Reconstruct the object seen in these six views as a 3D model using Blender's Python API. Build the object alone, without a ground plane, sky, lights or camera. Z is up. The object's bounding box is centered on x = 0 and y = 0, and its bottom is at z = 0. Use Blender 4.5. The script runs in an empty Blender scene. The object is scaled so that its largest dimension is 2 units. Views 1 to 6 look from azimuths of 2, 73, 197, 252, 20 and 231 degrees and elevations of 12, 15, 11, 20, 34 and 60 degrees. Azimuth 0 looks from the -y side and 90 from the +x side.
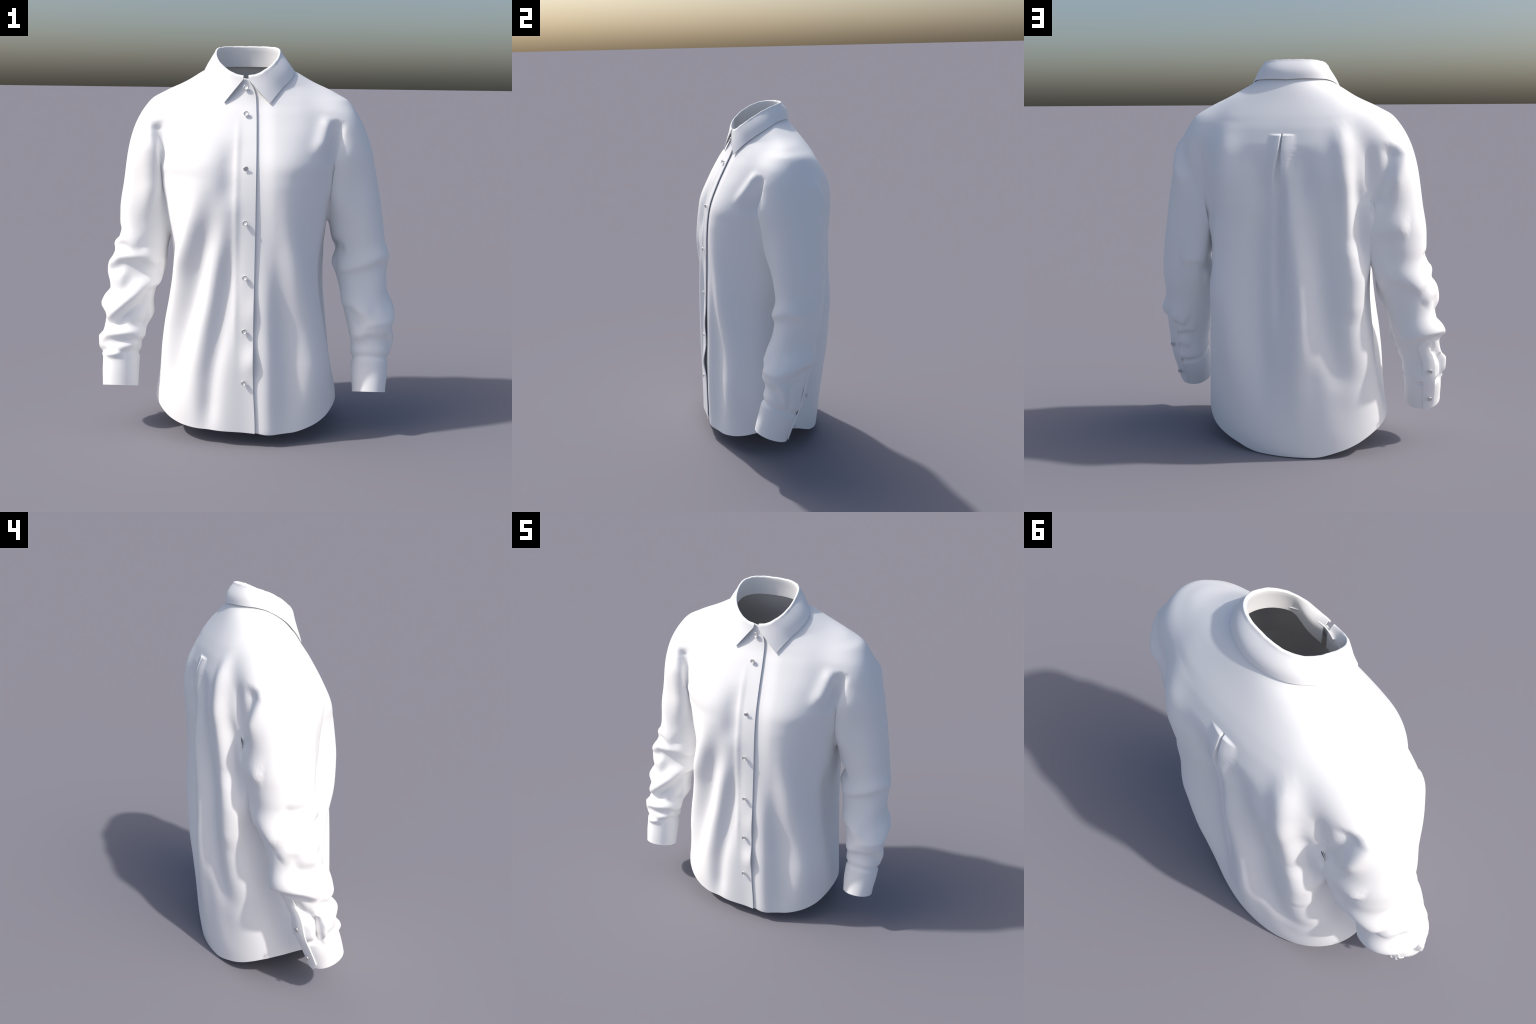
"""A white long-sleeved button-up shirt, hollow and standing as if worn.

The cloth body (torso and sleeves) is one implicit surface made of smoothly joined horizontal
cross-sections, with every fold laid on as a ridge or valley along a curve; it is then cut along
the seams into panels.  Collar, button stand, cuffs' plackets and buttons are added as parts.
"""
import bpy
import numpy as np
from math import radians, pi

rng = np.random.default_rng(7)

# ------------------------------------------------------------------ helpers
def curve(table, col, z):
    """smooth (monotone cubic) interpolation of one column of a table keyed on height"""
    t = np.array(table, float)
    t = t[np.argsort(t[:, 0])]
    x, y = t[:, 0], t[:, col]
    h = np.diff(x); d = np.diff(y) / h
    m = np.empty_like(y); m[0] = d[0]; m[-1] = d[-1]
    a, b = d[:-1], d[1:]
    hm = np.where(a * b > 0, 2 * a * b / np.where(np.abs(a + b) < 1e-12, 1e-12, a + b), 0.0)
    m[1:-1] = hm
    z = np.clip(z, x[0], x[-1])
    i = np.clip(np.searchsorted(x, z) - 1, 0, len(x) - 2)
    s = (z - x[i]) / h[i]
    return ((1 + 2 * s) * (1 - s) ** 2 * y[i] + s * (1 - s) ** 2 * h[i] * m[i]
            + s * s * (3 - 2 * s) * y[i + 1] + s * s * (s - 1) * h[i] * m[i + 1])

def smooth(a, b, x):
    t = np.clip((x - a) / (b - a), 0, 1)
    return t * t * (3 - 2 * t)

# ------------------------------------------------------------------ body cross-sections
# height, half width (wearer's right), half width (left), front y, back y,
# squareness of the four quarters (front right, front left, back right, back left), y of the widest place
TORSO = [
    (-0.05, .486, .476, -.366, .308, 2.3, 2.5, 2.0, 2.0, -.02),
    (0.15, .495, .486, -.367, .335, 2.3, 2.5, 2.0, 1.95, .01),
    (0.40, .466, .452, -.364, .351, 2.4, 2.6, 2.05, 2.05, .09),
    (0.60, .438, .422, -.355, .354, 2.45, 2.6, 2.5, 2.4, .14),
    (0.76, .418, .407, -.349, .354, 2.5, 2.65, 2.9, 2.8, .16),
    (0.87, .411, .405, -.345, .354, 2.5, 2.65, 3.1, 2.8, .16),
    (1.05, .416, .408, -.340, .354, 2.55, 2.6, 3.1, 2.6, .13),
    (1.20, .430, .420, -.332, .358, 2.7, 2.6, 3.3, 2.6, .10),
    (1.35, .438, .432, -.316, .360, 2.7, 2.6, 3.7, 3.1, .06),
    (1.42, .442, .437, -.302, .360, 2.9, 2.9, 4.0, 3.4, .05),
    (1.54, .455, .450, -.256, .348, 2.7, 2.7, 3.4, 3.2, .06),
    (1.66, .480, .475, -.195, .312, 2.2, 2.2, 2.65, 2.65, .07),
    (1.72, .480, .478, -.163, .284, 1.8, 1.8, 2.4, 2.4, .07),
    (1.76, .442, .443, -.147, .262, 1.55, 1.55, 2.3, 2.3, .07),
    (1.80, .374, .376, -.134, .239, 1.40, 1.40, 2.25, 2.25, .07),
    (1.85, .280, .275, -.123, .211, 1.4, 1.4, 2.2, 2.2, .06),
    (1.90, .195, .188, -.114, .182, 1.7, 1.7, 2.1, 2.1, .05),
    (1.95, .164, .148, -.106, .152, 2.1, 2.1, 2.2, 2.2, .04),
    (2.05, .154, .138, -.100, .115, 2.2, 2.2, 2.2, 2.2, .03),
]
# height, outer x, inner x, front y, back y, squareness
SLEEVE_RIGHT = [
    (0.05, .757, .577, -.297, -.110, 2.1),
    (0.24, .760, .573, -.240, -.040, 2.1),
    (0.32, .765, .573, -.220, -.002, 2.1),
    (0.39, .766, .570, -.200, .030, 2.1),
    (0.48, .776, .556, -.178, .048, 2.1),
    (0.56, .764, .528, -.165, .085, 2.1),
    (0.65, .756, .506, -.143, .120, 2.1),
    (0.75, .745, .486, -.118, .148, 2.1),
    (0.85, .740, .458, -.095, .165, 2.1),
    (0.95, .716, .430, -.088, .188, 2.1),
    (1.05, .688, .412, -.088, .202, 2.1),
    (1.16, .685, .388, -.092, .216, 2.0),
    (1.30, .663, .366, -.096, .230, 2.0),
    (1.475, .634, .350, -.112, .248, 2.0),
    (1.60, .596, .320, -.110, .242, 2.0),
    (1.67, .560, .310, -.086, .222, 2.0),
    (1.710, .530, .310, -.020, .178, 2.0),
    (1.738, .483, .310, .020, .132, 2.0),
    (1.752, .420, .330, .045, .110, 2.0),
]
SLEEVE_LEFT = [
    (0.05, .738, .570, -.297, -.110, 2.1),
    (0.24, .739, .565, -.240, -.040, 2.1),
    (0.32, .748, .558, -.220, -.002, 2.1),
    (0.39, .752, .558, -.200, .030, 2.1),
    (0.48, .765, .548, -.178, .048, 2.1),
    (0.56, .770, .530, -.165, .072, 2.1),
    (0.65, .755, .506, -.143, .112, 2.1),
    (0.75, .742, .484, -.118, .140, 2.1),
    (0.85, .745, .462, -.093, .168, 2.1),
    (0.95, .738, .455, -.082, .186, 2.1),
    (1.05, .720, .436, -.084, .198, 2.1),
    (1.16, .702, .408, -.090, .210, 2.0),
    (1.30, .676, .374, -.094, .226, 2.0),
    (1.475, .638, .350, -.112, .245, 2.0),
    (1.60, .594, .320, -.110, .242, 2.0),
    (1.67, .555, .310, -.086, .222, 2.0),
    (1.710, .530, .310, -.020, .178, 2.0),
    (1.738, .483, .310, .020, .132, 2.0),
    (1.752, .420, .330, .045, .110, 2.0),
]

def superellipse(dx, dy, a, b, n):
    g = (np.abs(dx / a) ** n + np.abs(dy / b) ** n + 1e-9) ** (1 / n)
    rho = np.sqrt(dx * dx + dy * dy) + 1e-6
    return rho * (1 - 1 / np.maximum(g, .05))

def torso_field(x, y, z):
    c = [curve(TORSO, i, z) for i in range(1, 10)]
    yc = c[8]
    a = np.where(x < 0, c[0], c[1])
    f = superellipse(x, np.minimum(y - yc, 0), a, yc - c[2], np.where(x < 0, c[4], c[5]))
    r = superellipse(x, np.maximum(y - yc, 0), a, c[3] - yc, np.where(x < 0, c[6], c[7]))
    return np.where(y < yc, f, r)

def sleeve_field(x, y, z, side):
    table = SLEEVE_RIGHT if side < 0 else SLEEVE_LEFT
    o, i, f, b, n = [curve(table, k, z) for k in range(1, 6)]
    v = superellipse(x * side - (o + i) / 2, y - (f + b) / 2, (o - i) / 2, (b - f) / 2, n)
    top = np.maximum(z - 1.752, 0)
    return np.where(top > 0, np.maximum(v, top), v)

def axis_of_sleeve(z, side):
    table = SLEEVE_RIGHT if side < 0 else SLEEVE_LEFT
    o, i, f, b = [curve(table, k, z) for k in range(1, 5)]
    return side * (o + i) / 2, (f + b) / 2, ((o - i) + (b - f)) / 4

def body_surface(h):
    """surface nets on the joined field"""
    xs = np.arange(-.88, .88, h); ys = np.arange(-.46, .50, h); zs = np.arange(-.04, 2.04, h)
    Y, Z = np.meshgrid(ys, zs, indexing="ij")
    def normalised(fn):
        F = np.empty((len(xs), len(ys), len(zs)), np.float32)
        zz = zs[None, :]
        F[:] = fn(xs[:, None, None], ys[None, :, None], zs[None, None, :])
        g = np.sqrt(sum(np.square(d) for d in np.gradient(F, h)))
        return F / np.clip(g, .6, 12)
    F = normalised(torso_field)
    k = (.008 + .012 * smooth(.98, 1.12, zs) + .008 * smooth(1.30, 1.5, zs) + .045 * smooth(1.5, 1.66, zs))[None, None, :].astype(np.float32)
    for side in (-1, 1):
        G = normalised(lambda x, y, z: sleeve_field(x, y, z, side))
        m = np.clip(.5 + .5 * (G - F) / k, 0, 1)
        F = G * (1 - m) + F * m - k * m * (1 - m)
    # --- surface nets
    s = F < 0
    c = np.stack([s[i:s.shape[0] - 1 + i, j:s.shape[1] - 1 + j, l:s.shape[2] - 1 + l] for i in (0, 1) for j in (0, 1) for l in (0, 1)])
    n = c.sum(0); cell = (n > 0) & (n < 8)
    idx = np.full(cell.shape, -1, np.int64); where = np.argwhere(cell)
    idx[cell] = np.arange(len(where))
    acc = np.zeros((len(where), 3)); cnt = np.zeros(len(where))
    corners = [(i, j, l) for i in (0, 1) for j in (0, 1) for l in (0, 1)]
    val = {q: F[where[:, 0] + q[0], where[:, 1] + q[1], where[:, 2] + q[2]].astype(float) for q in corners}
    for p in corners:
        for ax in range(3):
            if p[ax] == 0:
                q = list(p); q[ax] = 1; q = tuple(q)
                a, b = val[p], val[q]; hit = (a < 0) != (b < 0)
                t = np.where(hit, a / np.where(hit, a - b, 1), 0)
                pt = np.tile(np.array(p, float), (len(where), 1)); pt[:, ax] = t
                acc += pt * hit[:, None]; cnt += hit
    V = (where + acc / cnt[:, None]) * h + np.array([xs[0], ys[0], zs[0]])
    Q = []
    for ax in range(3):
        b, c2 = (ax + 1) % 3, (ax + 2) % 3
        sl = [slice(None)] * 3; sl2 = [slice(None)] * 3
        sl[ax] = slice(0, -1); sl2[ax] = slice(1, None)
        A, B = s[tuple(sl)], s[tuple(sl2)]
        e = np.argwhere(A != B)
        e = e[(e[:, b] > 0) & (e[:, c2] > 0) & (e[:, b] < cell.shape[b]) & (e[:, c2] < cell.shape[c2])]
        flip = A[tuple(e.T)]
        def at(db, dc):
            q = e.copy(); q[:, b] += db; q[:, c2] += dc
            return idx[tuple(q.T)]
        quad = np.stack([at(-1, -1), at(0, -1), at(0, 0), at(-1, 0)], 1)
        quad[~flip] = quad[~flip][:, ::-1]
        Q.append(quad)
    Q = np.concatenate(Q); Q = Q[(Q >= 0).all(1)]
    return V, Q

def relax(V, T, steps, keep=None):
    e = np.concatenate([T[:, [0, 1]], T[:, [1, 2]], T[:, [2, 0]]]); e = np.concatenate([e, e[:, ::-1]])
    deg = np.bincount(e[:, 0], minlength=len(V)).astype(float)
    for lam in steps:
        s = np.stack([np.bincount(e[:, 0], V[e[:, 1], k], len(V)) for k in range(3)], 1) / np.maximum(deg, 1)[:, None]
        d = lam * (s - V)
        V = V + (d if keep is None else d * keep[:, None])
    return V

def normals(V, T):
    n = np.cross(V[T[:, 1]] - V[T[:, 0]], V[T[:, 2]] - V[T[:, 0]])
    N = np.stack([sum(np.bincount(T[:, j], n[:, k], len(V)) for j in range(3)) for k in range(3)], 1)
    return N / (np.linalg.norm(N, axis=1)[:, None] + 1e-12)

# ------------------------------------------------------------------ folds
def along(points, step=.01):
    p = np.array(points, float)
    d = np.r_[0, np.cumsum(np.linalg.norm(np.diff(p, axis=0), axis=1))]
    t = np.linspace(0, d[-1], max(8, int(d[-1] / step)))
    tab = np.c_[d, p]
    return np.stack([curve(tab, 1, t), curve(tab, 2, t)], 1), t / d[-1]

def fold_height(P, points, amp, w_left, w_right=None, ends=(.25, .25)):
    """height of one fold over 2-D positions P: a bump along a curve, its two flanks of different width"""
    w_right = w_right or w_left
    c, t = along(points)
    lo, hi = c.min(0) - 3.2 * max(w_left, w_right), c.max(0) + 3.2 * max(w_left, w_right)
    near = np.where(((P > lo) & (P < hi)).all(1))[0]
    out = np.zeros(len(P))
    if not len(near):
        return out
    tang = np.gradient(c, axis=0); tang /= np.linalg.norm(tang, axis=1)[:, None] + 1e-9
    for part in np.array_split(near, max(1, len(near) // 20000)):
        d2 = ((P[part, None, :] - c[None]) ** 2).sum(2)
        j = d2.argmin(1); r = P[part] - c[j]
        side = tang[j, 0] * r[:, 1] - tang[j, 1] * r[:, 0]
        dist = np.sqrt(d2[np.arange(len(part)), j])
        w = w_left + (w_right - w_left) * smooth(-.35, .35, -side / (dist + 1e-6) * np.minimum(1, dist / (.3 * min(w_left, w_right))))
        taper = smooth(0, max(ends[0], 1e-3), t[j] + .02) * smooth(0, max(ends[1], 1e-3), 1.02 - t[j])
        out[part] = amp * taper * np.exp(-.5 * (dist / w) ** 2)
    return out

# each fold: control points, height (+ ridge, - valley), width of the left flank, of the right flank, run-out at both ends
FRONT = [   # (x, z) curves on the front
    ([(-.040, 1.66), (-.043, 1.3), (-.044, .9), (-.046, .45)], .0045, .009, .009, (.2, .3)),   # stitched edge of the button stand
    ([(-.22, 1.35), (-.26, 1.13), (-.30, .94), (-.345, .743), (-.385, .576), (-.42, .40), (-.45, .2)], .062, .044, .040, (.38, .4)),
    ([(-.16, 1.35), (-.185, 1.13), (-.225, .94), (-.268, .743), (-.315, .576), (-.345, .40), (-.37, .15)], -.026, .040, .040, (.5, .4)),
    ([(-.09, 1.30), (-.105, 1.1), (-.14, .949), (-.172, .753), (-.215, .553), (-.25, .351), (-.27, .05)], .020, .038, .038, (.4, .55)),
    ([(-.055, 1.25), (-.07, .949), (-.095, .753), (-.13, .553), (-.165, .351), (-.19, .0)], -.022, .034, .034, (.4, .2)),
    ([(-.19, 1.62), (-.2, 1.4), (-.21, 1.0)], .020, .085, .085, (.55, .6)),
    ([(.18, 1.62), (.19, 1.4), (.2, 1.0)], .020, .085, .085, (.55, .6)),
    ([(-.075, 1.55), (-.08, 1.2)], -.012, .035, .035, (.4, .4)),
    ([(.2, 1.3), (.225, 1.06), (.26, .84), (.32, .6), (.35, .36), (.36, .1)], .048, .05, .05, (.4, .3)),
    ([(.17, 1.2), (.19, .9), (.20, .6), (.23, .3), (.24, .0)], -.014, .055, .055, (.4, .2)),
    ([(.09, 1.15), (.115, .6), (.12, .0)], .016, .045, .045, (.4, .1)),
    ([(.405, 1.66), (.375, 1.55), (.335, 1.45)], .022, .03, .025, (.3, .4)),
    ([(.455, 1.64), (.43, 1.52), (.405, 1.4)], -.022, .025, .025, (.2, .4)),
    ([(-.465, 1.62), (-.45, 1.5), (-.42, 1.38)], -.022, .025, .025, (.2, .4)),
    ([(-.415, 1.62), (-.40, 1.5), (-.39, 1.4)], .008, .02, .02, (.3, .4)),
]
BACK = [    # (x, z) curves on the back
    ([(.25, 1.70), (.276, 1.5), (.276, 1.2), (.274, .8), (.25, .41), (.24, .2)], .020, .05, .05, (.15, .3)),
    ([(-.005, 1.58), (.03, 1.42), (.07, 1.25), (.095, 1.1), (.10, .8), (.085, .5), (.07, .2)], -.044, .05, .05, (.35, .35)),
    ([(-.02, 1.5), (-.018, 1.3), (-.016, 1.1), (-.01, .85), (.0, .6)], -.045, .018, .018, (.25, .55)),
    ([(-.05, 1.55), (-.075, 1.25), (-.105, 1.0), (-.12, .8), (-.11, .5), (-.10, .1)], .028, .045, .045, (.3, .4)),
    ([(-.10, .85), (-.15, .62), (-.22, .48), (-.32, .36), (-.42, .28)], .004, .05),
    ([(-.19, 1.5), (-.21, 1.2), (-.235, .9), (-.28, .6), (-.31, .4), (-.33, .1)], -.028, .05, .05, (.4, .5)),
    ([(-.29, 1.72), (-.327, 1.51), (-.35, 1.35), (-.37, 1.19), (-.395, .95), (-.41, .7)], .020, .032, .032, (.15, .3)),
    ([(-.378, 1.60), (-.388, 1.4), (-.386, 1.15), (-.386, .95)], -.028, .024, .024, (.45, .35)),
    ([(.365, 1.58), (.378, 1.3), (.380, 1.05), (.380, .85)], -.030, .026, .026, (.45, .35)),
    ([(.09, 1.60), (.10, 1.25)], -.016, .045, .045, (.4, .5)),
    ([(-.13, 1.60), (-.14, 1.25)], -.016, .045, .045, (.4, .5)),
    ([(.33, 1.28), (.335, 1.0), (.33, .72)], .016, .034),
    ([(-.352, 1.15), (-.362, .95), (-.37, .72)], .012, .03),
]
SIDE_RIGHT = [  # (y, z) curves on the flanks
    ([(-.11, 1.12), (-.10, .88), (-.07, .62), (-.03, .42), (.0, .15)], -.045, .06, .06, (.35, .4)),
]
SIDE_LEFT = [
    ([(-.06, 1.1), (-.02, .85), (.0, .6), (.02, .4), (.04, .15)], -.034, .06, .06, (.35, .4)),
]
ARM_RIGHT = [   # (angle, height): angle 0 = front, 90 = outside, 180 = back, -90 = inside
    ([(-10, .965), (-1, .973), (36, 1.005), (59, .985), (90, .95)], .012, .04, .018),
    ([(-80, .87), (-42, .895), (-13, .922), (31, .913), (50, .88), (85, .84)], .020, .030, .020),
    ([(-120, .85), (-60, .835)], .014, .05),
    ([(0, .80), (60, .81), (105, .83)], .012, .035),
    ([(-100, .77), (-60, .772), (-43, .770), (-12, .705), (30, .615), (65, .57)], .020, .035, .020),
    ([(-60, .70), (-12, .635), (25, .565)], -.012, .026),
    ([(-110, .60), (-60, .59)], .014, .035),
    ([(-110, .47), (-61, .50), (-26, .527), (26, .515), (52, .485), (95, .465)], .017, .028, .016, (.25, .45)),
    ([(-80, .55), (20, .562), (80, .545)], -.012, .018),
    ([(-60, .47), (-18, .445), (10, .418), (45, .41)], .012, .020, .011),
    ([(50, 1.025), (115, 1.03)], -.014, .022),
    ([(60, .735), (115, .74)], -.012, .028),
    ([(50, .565), (80, .56)], -.012, .02),
    ([(70, .60), (95, .644), (110, .658), (138, .664), (174, .644), (210, .60)], .026, .05, .018, (.2, .2)),
    ([(95, .505), (117, .522), (132, .545), (136, .60)], -.016, .028),
    ([(93, .52), (100, .435), (104, .365)], -.034, .013, .013, (.2, .15)),
    ([(78, .51), (84, .43), (97, .365)], .013, .014, .014, (.2, .2)),
    ([(145, 1.18), (165, 1.19), (190, 1.185), (220, 1.17)], .012, .05, .022),
    ([(135, .86), (161, .927), (185, .945), (210, .93)], .014, .05, .020),
    ([(128, 1.60), (158, 1.455), (177, 1.335)], .014, .024, .024, (.2, .4)),
    ([(150, 1.60), (180, 1.42), (202, 1.29)], -.020, .024, .024, (.2, .2)),
    ([(70, .876), (112, .859), (140, .80)], .006, .02),
    ([(2, 1.62), (-8, 1.42), (-16, 1.1)], .026, .034, .034, (.3, .4)),
    ([(-45, 1.58), (-60, 1.42), (-70, 1.25)], -.014, .03, .03, (.3, .4)),
    ([(208, 1.48), (216, 1.2), (220, .75)], .026, .038, .038, (.25, .35)),
]
ARM_LEFT = [
    ([(-10, 1.57), (-22, 1.35), (-30, 1.08)], .021, .040, .040, (.3, .4)),
    ([(208, 1.48), (216, 1.2), (220, .75)], .026, .038, .038, (.25, .35)),
    ([(-80, .85), (-18, .885), (19, .915), (45, .932), (74, .92), (98, .87)], .014, .040, .018),
    ([(-130, .98), (-70, .98), (-35, .972)], -.014, .024),
    ([(-130, .89), (-75, .88)], .012, .03),
    ([(-85, .68), (-35, .693), (-16, .667), (10, .635)], .010, .04, .018),
    ([(-30, .57), (3, .606), (51, .605), (82, .637), (106, .661), (150, .665)], .022, .055, .020),
    ([(-75, .505), (-34, .54), (-1, .56), (40, .56), (61, .53), (77, .48), (97, .40)], .014, .025, .018),
    ([(99, .395), (86, .47), (84, .513), (94, .548), (115, .55)], -.012, .014),
    ([(142, 1.63), (154, 1.565), (196, 1.373), (219, 1.257)], -.014, .024, .024, (.2, .2)),
    ([(125, 1.63), (137, 1.54), (172, 1.373)], .010, .024, .024),
    ([(140, .655), (165, .635), (200, .60)], .014, .04, .012),
    ([(160, .55), (195, .56), (230, .565)], .010, .03, .012),
    ([(150, .49), (185, .475), (210, .46)], .008, .025, .011),
    ([(180, .97), (220, 1.0), (250, .97)], .010, .05, .02),
]
CUFF_SEAM = [(-180, .352), (-135, .364), (-90, .392), (-45, .420), (0, .432), (45, .420), (90, .392), (135, .364), (180, .352)]
for arm in (ARM_RIGHT, ARM_LEFT):
    arm.append((CUFF_SEAM, -.007, .012, .007, (0, 0)))
    arm.append(([(a, z + .034) for a, z in CUFF_SEAM], .002, .016, .016, (0, 0)))

def add_folds(V, N):
    D = np.zeros(len(V))
    torso_w = 1 - smooth(-.02, .02, np.abs(V[:, 0]) - armhole(V[:, 2]))
    for group, sgn in ((FRONT, -1), (BACK, 1)):
        face = smooth(.0, .35, sgn * N[:, 1])
        P = V[:, [0, 2]]
        for f in group:
            D += face * fold_height(P, *f) * torso_w
    for group, sgn in ((SIDE_RIGHT, -1), (SIDE_LEFT, 1)):
        face = smooth(.2, .7, sgn * N[:, 0]) * (V[:, 0] * sgn > 0)
        for f in group:
            D += face * fold_height(V[:, 1:3], *f) * torso_w
    for group, side in ((ARM_RIGHT, -1), (ARM_LEFT, 1)):
        ax, ay, r = axis_of_sleeve(V[:, 2], side)
        ang = np.degrees(np.arctan2((V[:, 0] - ax) * side, -(V[:, 1] - ay)))
        away = V[:, 0] * side - armhole(V[:, 2])
        arm = (V[:, 0] * side > 0) * smooth(0, 1, (away + .012 + .038 * smooth(1.25, 1.5, V[:, 2])) / (.02 + .03 * smooth(1.25, 1.5, V[:, 2])))
        for turn in (-360, 0, 360):
            P = np.c_[radians(1) * (ang + turn) * .14, V[:, 2]]
            for pts, *rest in group:
                D += arm * 1.5 * fold_height(P, [(radians(1) * a * .14, z) for a, z in pts], *rest)
    D -= .006 * smooth(.40, .50, V[:, 2]) * smooth(1.1, .95, V[:, 2]) * smooth(-.02, .02, np.abs(V[:, 0]) - armhole(V[:, 2]))
    return D

def armhole(z):
    return curve([(0, .57), (.2, .54), (.4, .522), (.6, .468), (.85, .416), (1.05, .412), (1.25, .412), (1.5, .46), (1.72, .50), (1.8, .50)], 1, z)

# ------------------------------------------------------------------ cutting
def clip(V, T, A, f):
    """keep the part of the triangles where f > 0; A are per-vertex values carried along"""
    eps = 1e-9
    f = np.where(np.abs(f) < eps, eps, f)
    pos = f > 0; k = pos[T].sum(1)
    keep = T[k == 3]
    new_V, new_A, key = [V], [A], {}
    def cut(a, b):
        lo, hi = np.minimum(a, b), np.maximum(a, b)
        return lo, hi
    t1 = T[k == 1]; t2 = T[k == 2]
    def roll(t, want):
        s = (pos[t] == want).argmax(1)
        return np.stack([t[np.arange(len(t)), (s + i) % 3] for i in range(3)], 1)
    r1, r2 = roll(t1, True), roll(t2, False)
    E = np.concatenate([r1[:, [0, 1]], r1[:, [0, 2]], r2[:, [0, 1]], r2[:, [0, 2]]])
    E = np.sort(E, 1); u, inv = np.unique(E, axis=0, return_inverse=True); inv = inv.reshape(-1)
    w = f[u[:, 0]] / (f[u[:, 0]] - f[u[:, 1]]); w = w[:, None]
    nv = V[u[:, 0]] * (1 - w) + V[u[:, 1]] * w
    na = A[u[:, 0]] * (1 - w) + A[u[:, 1]] * w
    base = len(V); n1, n2 = len(r1), len(r2)
    i = base + inv
    a1, b1 = i[:n1], i[n1:2 * n1]; a2, b2 = i[2 * n1:2 * n1 + n2], i[2 * n1 + n2:]
    T2 = np.concatenate([keep, np.stack([r1[:, 0], a1, b1], 1), np.stack([a2, r2[:, 1], r2[:, 2]], 1), np.stack([a2, r2[:, 2], b2], 1)])
    V2 = np.concatenate([V, nv]); A2 = np.concatenate([A, na])
    used = np.unique(T2); m = np.full(len(V2), -1); m[used] = np.arange(len(used))
    return V2[used], m[T2], A2[used]

def field_cut(V, T, A, fn):
    return clip(V, T, A, fn(V[:, 0], V[:, 1], V[:, 2]))

# ------------------------------------------------------------------ scene objects
def material(name, build):
    m = bpy.data.materials.new(name); m.use_nodes = True
    nt = m.node_tree; b = nt.nodes["Principled BSDF"]
    build(nt, b); return m

def cloth(nt, b):
    tc = nt.nodes.new("ShaderNodeTexCoord")
    n = nt.nodes.new("ShaderNodeTexNoise"); n.inputs["Scale"].default_value = 3.0; n.inputs["Detail"].default_value = 3
    r = nt.nodes.new("ShaderNodeValToRGB")
    r.color_ramp.elements[0].color = (.94, .94, .94, 1); r.color_ramp.elements[1].color = (.955, .955, .955, 1)
    nt.links.new(tc.outputs["Object"], n.inputs["Vector"]); nt.links.new(n.outputs["Fac"], r.inputs["Fac"])
    nt.links.new(r.outputs["Color"], b.inputs["Base Color"])
    b.inputs["Roughness"].default_value = .6
    b.inputs["Specular IOR Level"].default_value = .4

def shell_button(nt, b):
    tc = nt.nodes.new("ShaderNodeTexCoord")
    n = nt.nodes.new("ShaderNodeTexNoise"); n.inputs["Scale"].default_value = 40
    r = nt.nodes.new("ShaderNodeValToRGB")
    r.color_ramp.elements[0].color = (.66, .66, .66, 1); r.color_ramp.elements[1].color = (.74, .74, .74, 1)
    nt.links.new(tc.outputs["Object"], n.inputs["Vector"]); nt.links.new(n.outputs["Fac"], r.inputs["Fac"])
    nt.links.new(r.outputs["Color"], b.inputs["Base Color"])
    b.inputs["Metallic"].default_value = .85
    b.inputs["Roughness"].default_value = .42

CLOTH = material("white_cotton", cloth)
BUTTON = material("polished_button", shell_button)

shirt = bpy.data.objects.new("dress_shirt", None)
bpy.context.scene.collection.objects.link(shirt)
shirt["label"] = "white long-sleeved button-up shirt with pointed collar, standing hollow"
shirt["category"] = "shirt"

def add(name, V, F, mat, parent=shirt, N=None, smooth_by=None):
    me = bpy.data.meshes.new(name)
    me.from_pydata(np.asarray(V, float).tolist(), [], [tuple(int(i) for i in f) for f in F])
    me.materials.append(mat)
    me.polygons.foreach_set("use_smooth", [True] * len(me.polygons))
    if N is not None:
        me.normals_split_custom_set_from_vertices(np.asarray(N, float).tolist())
    elif smooth_by:
        me.set_sharp_from_angle(angle=radians(smooth_by))
    me.update()
    ob = bpy.data.objects.new(name, me); ob.parent = parent
    bpy.context.scene.collection.objects.link(ob)
    return ob

def shell(V, T, N, thick):
    """two-sided cloth: outer face, inner face, and a rim along the raw edges"""
    n = len(V)
    e = np.concatenate([T[:, [0, 1]], T[:, [1, 2]], T[:, [2, 0]]])
    key = np.sort(e, 1); _, inv, cnt = np.unique(key, axis=0, return_inverse=True, return_counts=True)
    border = e[cnt[inv.reshape(-1)] == 1]
    Vi = V - N * (thick if np.isscalar(thick) else thick[:, None])
    return Vi, border

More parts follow.
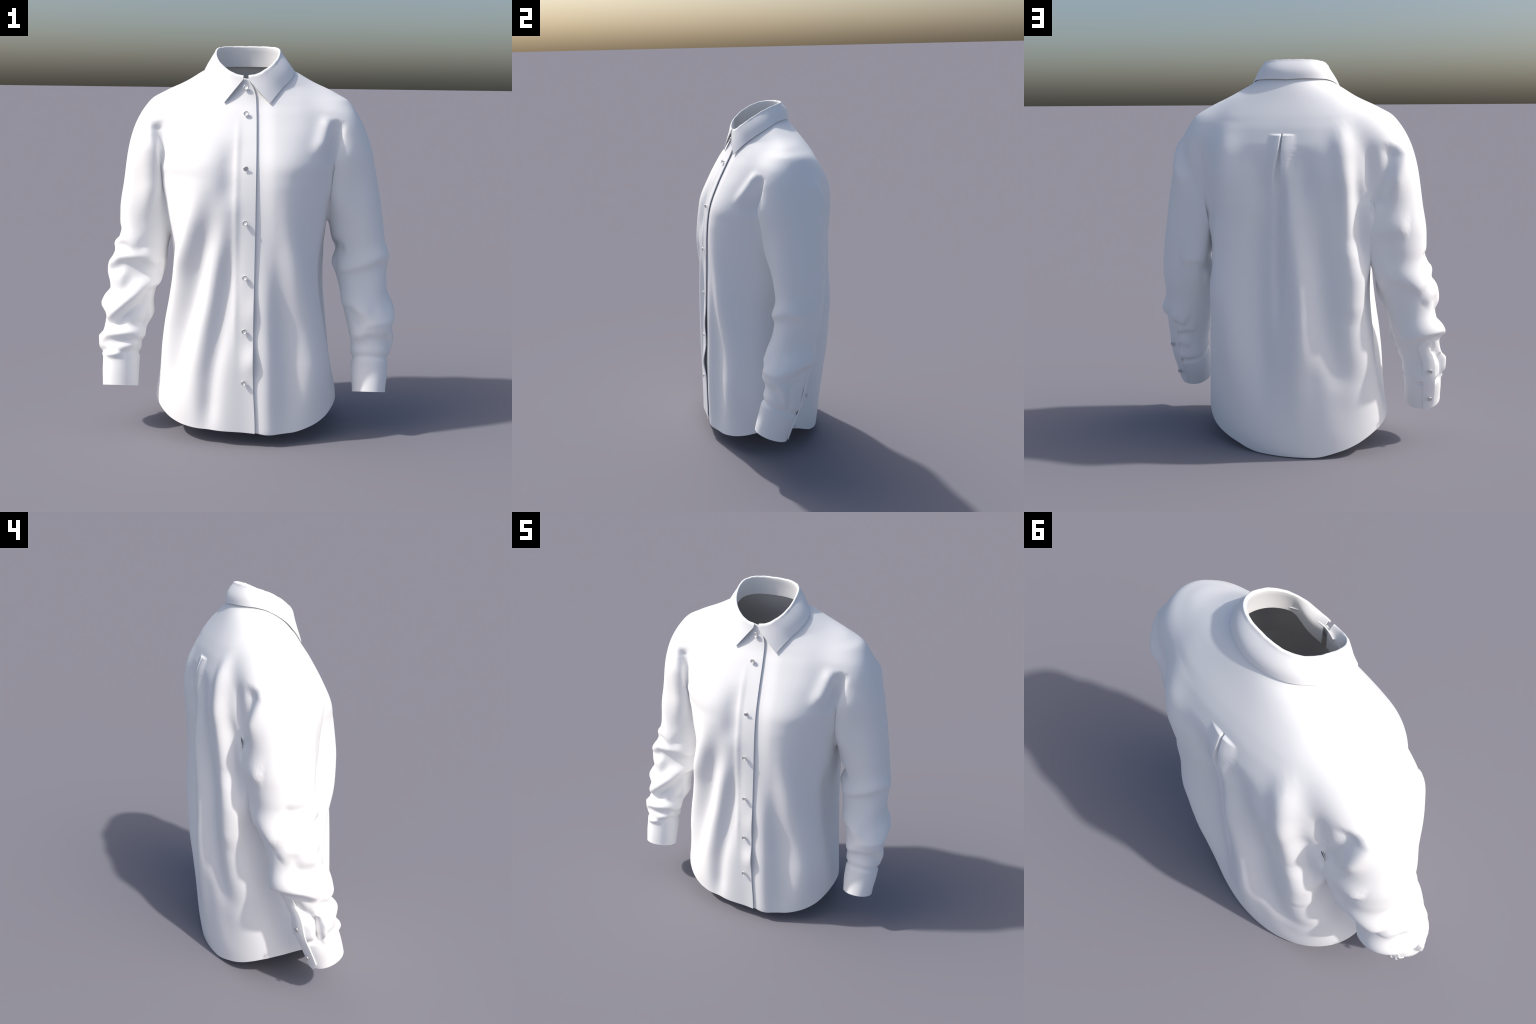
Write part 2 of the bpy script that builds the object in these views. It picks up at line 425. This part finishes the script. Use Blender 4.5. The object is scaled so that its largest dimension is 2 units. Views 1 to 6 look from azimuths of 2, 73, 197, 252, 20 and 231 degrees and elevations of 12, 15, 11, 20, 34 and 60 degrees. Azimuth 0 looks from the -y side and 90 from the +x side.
def panel(name, V, T, N, parent=shirt, thick=.006, rim=None):
    """rim: function telling which border edges are raw edges (others are seams and stay open)"""
    Vi, border = shell(V, T, N, thick)
    if rim is not None and len(border):
        mid = (V[border[:, 0]] + V[border[:, 1]]) / 2
        border = border[rim(mid)]
    n = len(V)
    Va = [V, Vi]; Na = [N, -N]; Fa = [T, T[:, ::-1] + n]
    if len(border):
        a, b = border[:, 0], border[:, 1]; k = len(border); o = 2 * n
        tv = V[b] - V[a]; rn = np.cross(tv, (N[a] + N[b]) / 2); rn /= np.linalg.norm(rn, axis=1)[:, None] + 1e-12
        # average the rim normal at shared points
        acc = np.zeros((n, 3)); np.add.at(acc, a, rn); np.add.at(acc, b, rn)
        acc /= np.linalg.norm(acc, axis=1)[:, None] + 1e-12
        Va += [V[a], V[b], Vi[b], Vi[a]]; Na += [acc[a], acc[b], acc[b], acc[a]]
        r = np.arange(k)
        q = np.stack([o + r + k, o + r, o + r + 3 * k, o + r + 2 * k], 1)
        Fa += [np.concatenate([q[:, [0, 1, 2]], q[:, [0, 2, 3]]])]
    return add(name, np.concatenate(Va), np.concatenate(Fa), CLOTH, parent, np.concatenate(Na))

# ------------------------------------------------------------------ build the cloth body
H = .0064
V, Q = body_surface(H)
T = np.concatenate([Q[:, [0, 1, 2]], Q[:, [0, 2, 3]]])
V = relax(V, T, [.5, -.52] * 4 + [.5] * 2)
shoulder = smooth(1.54, 1.66, V[:, 2]) * smooth(.24, .34, np.abs(V[:, 0]))
V = relax(V, T, [.6] * 90, shoulder)
N = normals(V, T)
N = relax(N, T, [.5] * 3); N /= np.linalg.norm(N, axis=1)[:, None]
V = V + N * add_folds(V, N)[:, None]
V = relax(V, T, [.5, -.51] * 3)
crook = np.exp(-((np.abs(V[:, 0]) - armhole(V[:, 2])) / .030) ** 2) * smooth(.98, 1.06, V[:, 2]) * smooth(1.42, 1.32, V[:, 2])
V = relax(V, T, [.5] * 8, crook)

# box pleat under the yoke: two flaps with a sharp top edge and a slit that opens downwards
def refine(V, T, inside):
    e = np.sort(np.concatenate([T[:, [0, 1]], T[:, [1, 2]], T[:, [2, 0]]]), 1)
    u, inv = np.unique(e, axis=0, return_inverse=True); inv = inv.reshape(3, -1).T
    mid = (V[u[:, 0]] + V[u[:, 1]]) / 2; split = inside(mid)
    num = np.full(len(u), -1); num[split] = len(V) + np.arange(split.sum())
    V = np.concatenate([V, mid[split]]); m = num[inv]; k = (m >= 0).sum(1)
    out = [T[k == 0]]
    a, b, c = T[k == 3].T; p, q, r = m[k == 3].T
    out += [np.stack(x, 1) for x in ((a, p, r), (p, b, q), (r, q, c), (p, q, r))]
    for i in range(3):      # one split edge
        w = (k == 1) & (m[:, i] >= 0); t = np.roll(T[w], -i, 1); p = m[w, i]
        out += [np.stack((t[:, 0], p, t[:, 2]), 1), np.stack((p, t[:, 1], t[:, 2]), 1)]
        w = (k == 2) & (m[:, i] < 0); t = np.roll(T[w], -i, 1); q = m[w, (i + 1) % 3]; r = m[w, (i + 2) % 3]
        out += [np.stack((t[:, 0], t[:, 1], q), 1), np.stack((t[:, 0], q, r), 1), np.stack((r, q, t[:, 2]), 1)]
    return V, np.concatenate(out)
for grow in (.02, .0):
    V, T = refine(V, T, lambda p: (p[:, 1] > .2) & (np.abs(p[:, 0] + .02) < .09 + grow) & (p[:, 2] > 1.36 - grow) & (p[:, 2] < 1.67 + grow))
z = V[:, 2]; dx = V[:, 0] - (-.022 + .022 * smooth(1.64, 1.36, z))
down = smooth(1.647, 1.637, z) * smooth(.075, .05, np.abs(dx)) + smooth(1.66, 1.60, z) * smooth(.05, .075, np.abs(dx)); fade = smooth(1.32, 1.50, z)
slit = .0035 + .013 * smooth(1.62, 1.42, z)
flap = .010 * smooth(.080, .012, np.abs(dx + .004))
gap = .030 * np.exp(-(dx / slit) ** 4) * smooth(1.30, 1.5, z)
V[:, 1] += np.where(V[:, 1] > .2, down * (flap * fade - gap), 0)


def placket_edge(z):
    return curve([(-.1, .062), (.084, .062), (.35, .050), (.6, .048), (.9, .050), (1.15, .052), (1.4, .052), (1.6, .048), (1.74, .040), (1.79, .025), (1.83, .0), (1.9, -.02)], 1, z)

HEM = [(-180, .002), (-150, .005), (-127, .042), (-118, .068), (-111, .095), (-104, .122), (-94, .148), (-83, .157), (-76, .152), (-67, .13),
       (-56, .100), (-45, .084), (-31, .078), (-11, .078), (9, .074), (20, .067), (36, .068), (49, .087), (60, .112), (72, .145), (80, .155),
       (90, .152), (98, .138), (106, .108), (114, .078), (127, .050), (139, .030), (149, .012), (160, .003), (180, .002)]
def hem(x, y, z):    # angle 0 = front, 90 = wearer's left
    return z - curve(HEM, 1, np.degrees(np.arctan2(x, -y)))

def neck_cut(x, y, z):   # opening under the folded collar: below the rim in front, a wider oval round the sides and back
    below = -(z - (1.900 + y * .58 - .05 * smooth(-.115, -.04, y)))
    oval = ((np.abs(x + .011) / .190) ** 2.3 + (np.abs(y - .02) / .178) ** 2.3) ** (1 / 2.3) - 1
    return np.where(z > 1.7, np.maximum(below, oval * .17 * smooth(-.115, -.05, y) - .3 * (1 - smooth(-.115, -.05, y))), 1.0)
def cuff_cut(x, y, z):
    return np.where(np.abs(x) > armhole(z), z - (.228 - (y + .15) * .40), 1.0)
def back_side(x, y, z):
    return y - curve([(0, -.01), (1.2, .03), (1.7, .06), (2, .04)], 1, z)
def outside(x, y, z):
    return np.abs(x) - armhole(z)

def variant(push):
    W = V.copy(); n = normals(W, T)
    front = smooth(.2, .6, -n[:, 1]) * (V[:, 1] < 0)
    e = placket_edge(V[:, 2])
    if push > 0:     # under layer sinks behind the button stand
        W = W - n * (front * push * (1 - smooth(.0, .10, V[:, 0] - e)))[:, None]
    else:            # the free edge of the button stand curls out between the lower buttons
        gape = .0015 + .016 * np.exp(-((V[:, 2] - .46) / .07) ** 2) + .008 * np.exp(-((V[:, 2] - .70) / .08) ** 2)
        gape = gape * smooth(1.85, 1.75, V[:, 2])
        W = W + n * (front * gape * smooth(-.075, .0, V[:, 0] - e) * smooth(.08, .03, V[:, 0] - e))[:, None]
    n = normals(W, T)
    n = relax(n, T, [.5] * 2); n /= np.linalg.norm(n, axis=1)[:, None]
    v, t, a = W, T, n
    for fn in (hem, neck_cut, cuff_cut):
        v, t, a = field_cut(v, t, a, fn)
    return v, t, a

RAW = lambda m: (np.abs(hem(*m.T)) < .004) | (np.abs(neck_cut(*m.T)) < .004) | (np.abs(cuff_cut(*m.T)) < .004) | ((m[:, 1] < 0) & (np.abs(m[:, 0]) < .12))
top = variant(0.0); under = variant(.0085)
def cuff_seam(x, y, z):
    side = np.where(x < 0, -1, 1)
    ar, al = axis_of_sleeve(z, -1), axis_of_sleeve(z, 1)
    ax, ay = np.where(x < 0, ar[0], al[0]), np.where(x < 0, ar[1], al[1])
    return z - curve(CUFF_SEAM, 1, np.degrees(np.arctan2((x - ax) * side, -(y - ay))))
for side in (-1, 1):
    arm = field_cut(*field_cut(*top, outside), lambda x, y, z: x * side)
    panel("sleeve", *field_cut(*arm, cuff_seam), rim=RAW)
    panel("cuff", *field_cut(*arm, lambda x, y, z: -cuff_seam(x, y, z)), rim=RAW)
core = field_cut(*top, lambda x, y, z: -outside(x, y, z))
def stand_seam(x, y, z):
    return z - (1.845 + y * .60)
def split_stand(parts, name):
    panel(name, *field_cut(*parts, lambda x, y, z: -stand_seam(x, y, z)), rim=RAW, thick=.0045)
    panel("collar_stand", *field_cut(*parts, stand_seam), rim=RAW, thick=.0045)
split_stand(field_cut(*core, back_side), "back_panel")
front = field_cut(*core, lambda x, y, z: -back_side(x, y, z))
split_stand(field_cut(*front, lambda x, y, z: placket_edge(z) - x), "front_panel")
core = field_cut(*under, lambda x, y, z: -outside(x, y, z))
front = field_cut(*core, lambda x, y, z: -back_side(x, y, z))
split_stand(field_cut(*front, lambda x, y, z: x - placket_edge(z) + .06), "front_panel")

# ------------------------------------------------------------------ collar
def grid_faces(r, c):
    i = np.arange(r * c).reshape(r, c)
    q = np.stack([i[:-1, :-1], i[:-1, 1:], i[1:, 1:], i[1:, :-1]], -1).reshape(-1, 4)
    return np.concatenate([q[:, [0, 1, 2]], q[:, [0, 2, 3]]])

def collar():
    cols = 181
    s = np.linspace(-1, 1, cols)
    a = np.radians(s * 175.5)
    # folded rim: a tilted oval
    def oval(ang, rx, yb, yf):
        c, k = np.cos(ang), np.sin(ang)
        n = np.where(c > 0, 2.55, 2.25)
        g = (np.abs(c) ** n + np.abs(k) ** n) ** (-1 / n)
        return -.011 + rx * g * k, .02 + np.where(c > 0, yb - .02, .02 - yf) * g * c
    rim_z = lambda y: curve([(-.16, 1.815), (-.145, 1.832), (-.11, 1.877), (-.07, 1.911), (-.025, 1.941), (.024, 1.966), (.08, 1.985), (.12, 1.993), (.16, 1.998)], 1, y)
    rows = []
    x, y = oval(a, .154, .136, -.132); z = rim_z(y)
    flare = smooth(-.95, -.5, np.cos(a)); tuck = 1 - smooth(-.95, -.6, np.cos(a))
    for depth, wide in ((.10, 1.13), (.075, 1.11), (.05, 1.08), (.025, 1.04), (.005, 1.0)):   # inner wall, flaring down
        rows.append(np.stack([-.011 + (x + .011) * (1 + (wide - 1) * flare), .01 + (y - .01) * (1 + (wide - 1) * flare) + .024 * tuck * smooth(.0, .03, depth), z - depth], 1))
    xo, yo = oval(a, .167, .150, -.145)
    wob = .0012 * np.sin(s * 47) + .0008 * np.sin(s * 91 + 1)
    for t in (.15, .3, .5, .7, .85):
        rows.append(np.stack([x + (xo - x) * t, y + (yo - y) * t, rim_z(y + (yo - y) * t) + .003 * np.sin(np.pi * t) + wob * .5], 1))
    rows.append(np.stack([xo, yo, rim_z(yo) - .004], 1))
    # lower edge of the leaf lies on the shoulders
    b = np.radians(s * 149)
    zb = curve([(0, 1.903), (30, 1.906), (60, 1.905), (77, 1.896), (90, 1.876), (104, 1.844), (120, 1.804), (135, 1.763), (149, 1.716)], 1, np.abs(s) * 149)
    cx, cy = -.004, .02
    def push_out(px, py, pz, gap):
        d = np.stack([px - cx, py - cy], 1); r = np.linalg.norm(d, axis=1); d /= r[:, None]
        for _ in range(60):
            f = torso_field(cx + d[:, 0] * r, cy + d[:, 1] * r, pz)
            r = r + np.clip(gap - f, 0, .004)
        return cx + d[:, 0] * r, cy + d[:, 1] * r
    bx, by = push_out(cx + .12 * np.sin(b), cy + .12 * np.cos(b), zb, .012)
    base = rows[-1]
    for w in np.linspace(.06, 1, 18):
        bow = .012 * np.sin(np.pi * w) * (.3 + .7 * np.cos(a / 2) ** 2)
        px = base[:, 0] + (bx - base[:, 0]) * w + bow * np.sin(a)
        py = base[:, 1] + (by - base[:, 1]) * w + bow * np.cos(a)
        pz = base[:, 2] + (zb - base[:, 2]) * w
        px, py = push_out(px, py, pz, .011)
        rows.append(np.stack([px, py, pz], 1))
    P = np.concatenate(rows); T = grid_faces(len(rows), cols)
    n = normals(P, T)
    out = (n * (P - [cx, cy, 1.9]))[len(P) // 2:, :2].sum()
    if out < 0:
        T = T[:, ::-1]; n = -n
    panel("collar", P, T, n, thick=.005)
collar()

# ------------------------------------------------------------------ buttons
from mathutils import Vector, Matrix
from mathutils.bvhtree import BVHTree
tree = BVHTree.FromPolygons(V.tolist(), T.tolist())

def button_mesh():
    prof = [(.0, .0078), (.0080, .0078), (.0092, .0082), (.0102, .0096), (.0114, .0098), (.0128, .0088), (.0130, .0068), (.0118, .0048), (.0042, .0042), (.0036, .0), (.0036, -.012), (.0, -.012)]
    k = 28; vs = []; fs = []
    for r, h in prof:
        for i in range(k):
            t = 2 * pi * i / k; vs.append((max(r, 1e-4) * np.cos(t), max(r, 1e-4) * np.sin(t), h))
    for j in range(len(prof) - 1):
        for i in range(k):
            fs.append((j * k + i, j * k + (i + 1) % k, (j + 1) * k + (i + 1) % k, (j + 1) * k + i))
    # four raised thread crossings in the dish
    for dx in (-.0022, .0022):
        for dy in (-.0022, .0022):
            o = len(vs)
            for r, h in ((.0012, .0074), (.0012, .0082), (.0005, .0086)):
                for i in range(8):
                    t = 2 * pi * i / 8; vs.append((dx + r * np.cos(t), dy + r * np.sin(t), h))
            for j in range(2):
                for i in range(8):
                    fs.append((o + j * 8 + i, o + j * 8 + (i + 1) % 8, o + (j + 1) * 8 + (i + 1) % 8, o + (j + 1) * 8 + i))
            fs.append(tuple(o + 16 + i for i in range(8)))
    me = bpy.data.meshes.new("button")
    me.from_pydata([tuple(map(float, v)) for v in vs], [], fs); me.materials.append(BUTTON)
    me.polygons.foreach_set("use_smooth", [True] * len(me.polygons)); me.set_sharp_from_angle(angle=radians(50))
    return me
BM = button_mesh()

def place_button(p, nrm, lift):
    ob = bpy.data.objects.new("button", BM)
    ob.matrix_world = Matrix.Translation(Vector(p) + Vector(nrm) * lift) @ Vector(nrm).to_track_quat("Z", "Y").to_matrix().to_4x4()
    ob.parent = shirt
    bpy.context.scene.collection.objects.link(ob)

TILT = {2: .55, 1: -.10}
for i, (x, z) in enumerate([(-.008, 1.786), (-.003, 1.663), (.002, 1.413), (.004, 1.148), (.006, .878), (.005, .609), (.006, .343)]):
    hit = tree.ray_cast(Vector((x, -2, z)), Vector((0, 1, 0)))
    n = Vector((-.16 - .05 * np.sin(i * 2.1), -1, .26 + .04 * np.cos(i * 1.7))) if i != 2 else Vector((.05, -1, -.30))
    place_button(hit[0], n.normalized(), .006)

# ------------------------------------------------------------------ sleeve plackets with their buttons
def sleeve_placket(side, angle, z_top, z_end, buttons):
    """a strip laid along the outer back of the forearm, from the slit down to the cuff edge"""
    rows, cols = 64, 13
    half = .030
    P = np.full((rows, cols, 3), np.nan)
    for r in range(rows):
        t = r / (rows - 1)
        for c in range(cols):
            u = c / (cols - 1) * 2 - 1
            z = z_top + (z_end - z_top) * t
            z += .024 * abs(u) * max(0, (t - .88) / .12) - .024 * abs(u) * max(0, (.12 - t) / .12)   # pointed ends
            z += .015 * u                                         # the cuff tilts forward
            ax, ay, rad = [float(v[0]) for v in axis_of_sleeve(np.array([z]), side)]
            a = radians(angle) - u * half / .105
            d = Vector((np.sin(a) * side, -np.cos(a), 0))
            o = Vector((ax, ay, z)) + d * .22
            h = tree.ray_cast(o, -d)
            P[r, c] = (ax, ay, z) if h[0] is None else tuple(h[0])
            P[r, c, 0] -= ax; P[r, c, 1] -= ay
    R = np.hypot(P[:, :, 0], P[:, :, 1]); D = P[:, :, :2] / R[:, :, None]
    R0 = R.copy()
    for _ in range(90):      # stiff strip: bridges the wrinkles underneath
        p = np.pad(R, 1, mode="edge"); q = (p[:-2, 1:-1] + p[2:, 1:-1] + p[1:-1, :-2] + p[1:-1, 2:]) / 4
        R = np.maximum(q, R * .4 + q * .6)
    R = np.minimum(R, R0 + .012) + .006
    for r in range(rows):
        for c in range(cols):
            ax, ay, rad = [float(v[0]) for v in axis_of_sleeve(P[r, c, 2:3], side)]
            P[r, c, 0] = ax + D[r, c, 0] * R[r, c]; P[r, c, 1] = ay + D[r, c, 1] * R[r, c]
    Q = P.reshape(-1, 3); F = grid_faces(rows, cols); n = normals(Q, F)
    if n[:, 1].mean() < 0:
        F = F[:, ::-1]; n = -n
    panel("sleeve_placket", Q, F, n, thick=.007)
    for z in buttons:
        j = np.argmin(np.abs(P[:, cols // 2, 2] - z)) * cols + cols // 2
        place_button(Q[j], Vector(n[j]), .004)
sleeve_placket(-1, 154, .615, .186, (.44, .265))
sleeve_placket(1, 154, .63, .20, (.461, .282))
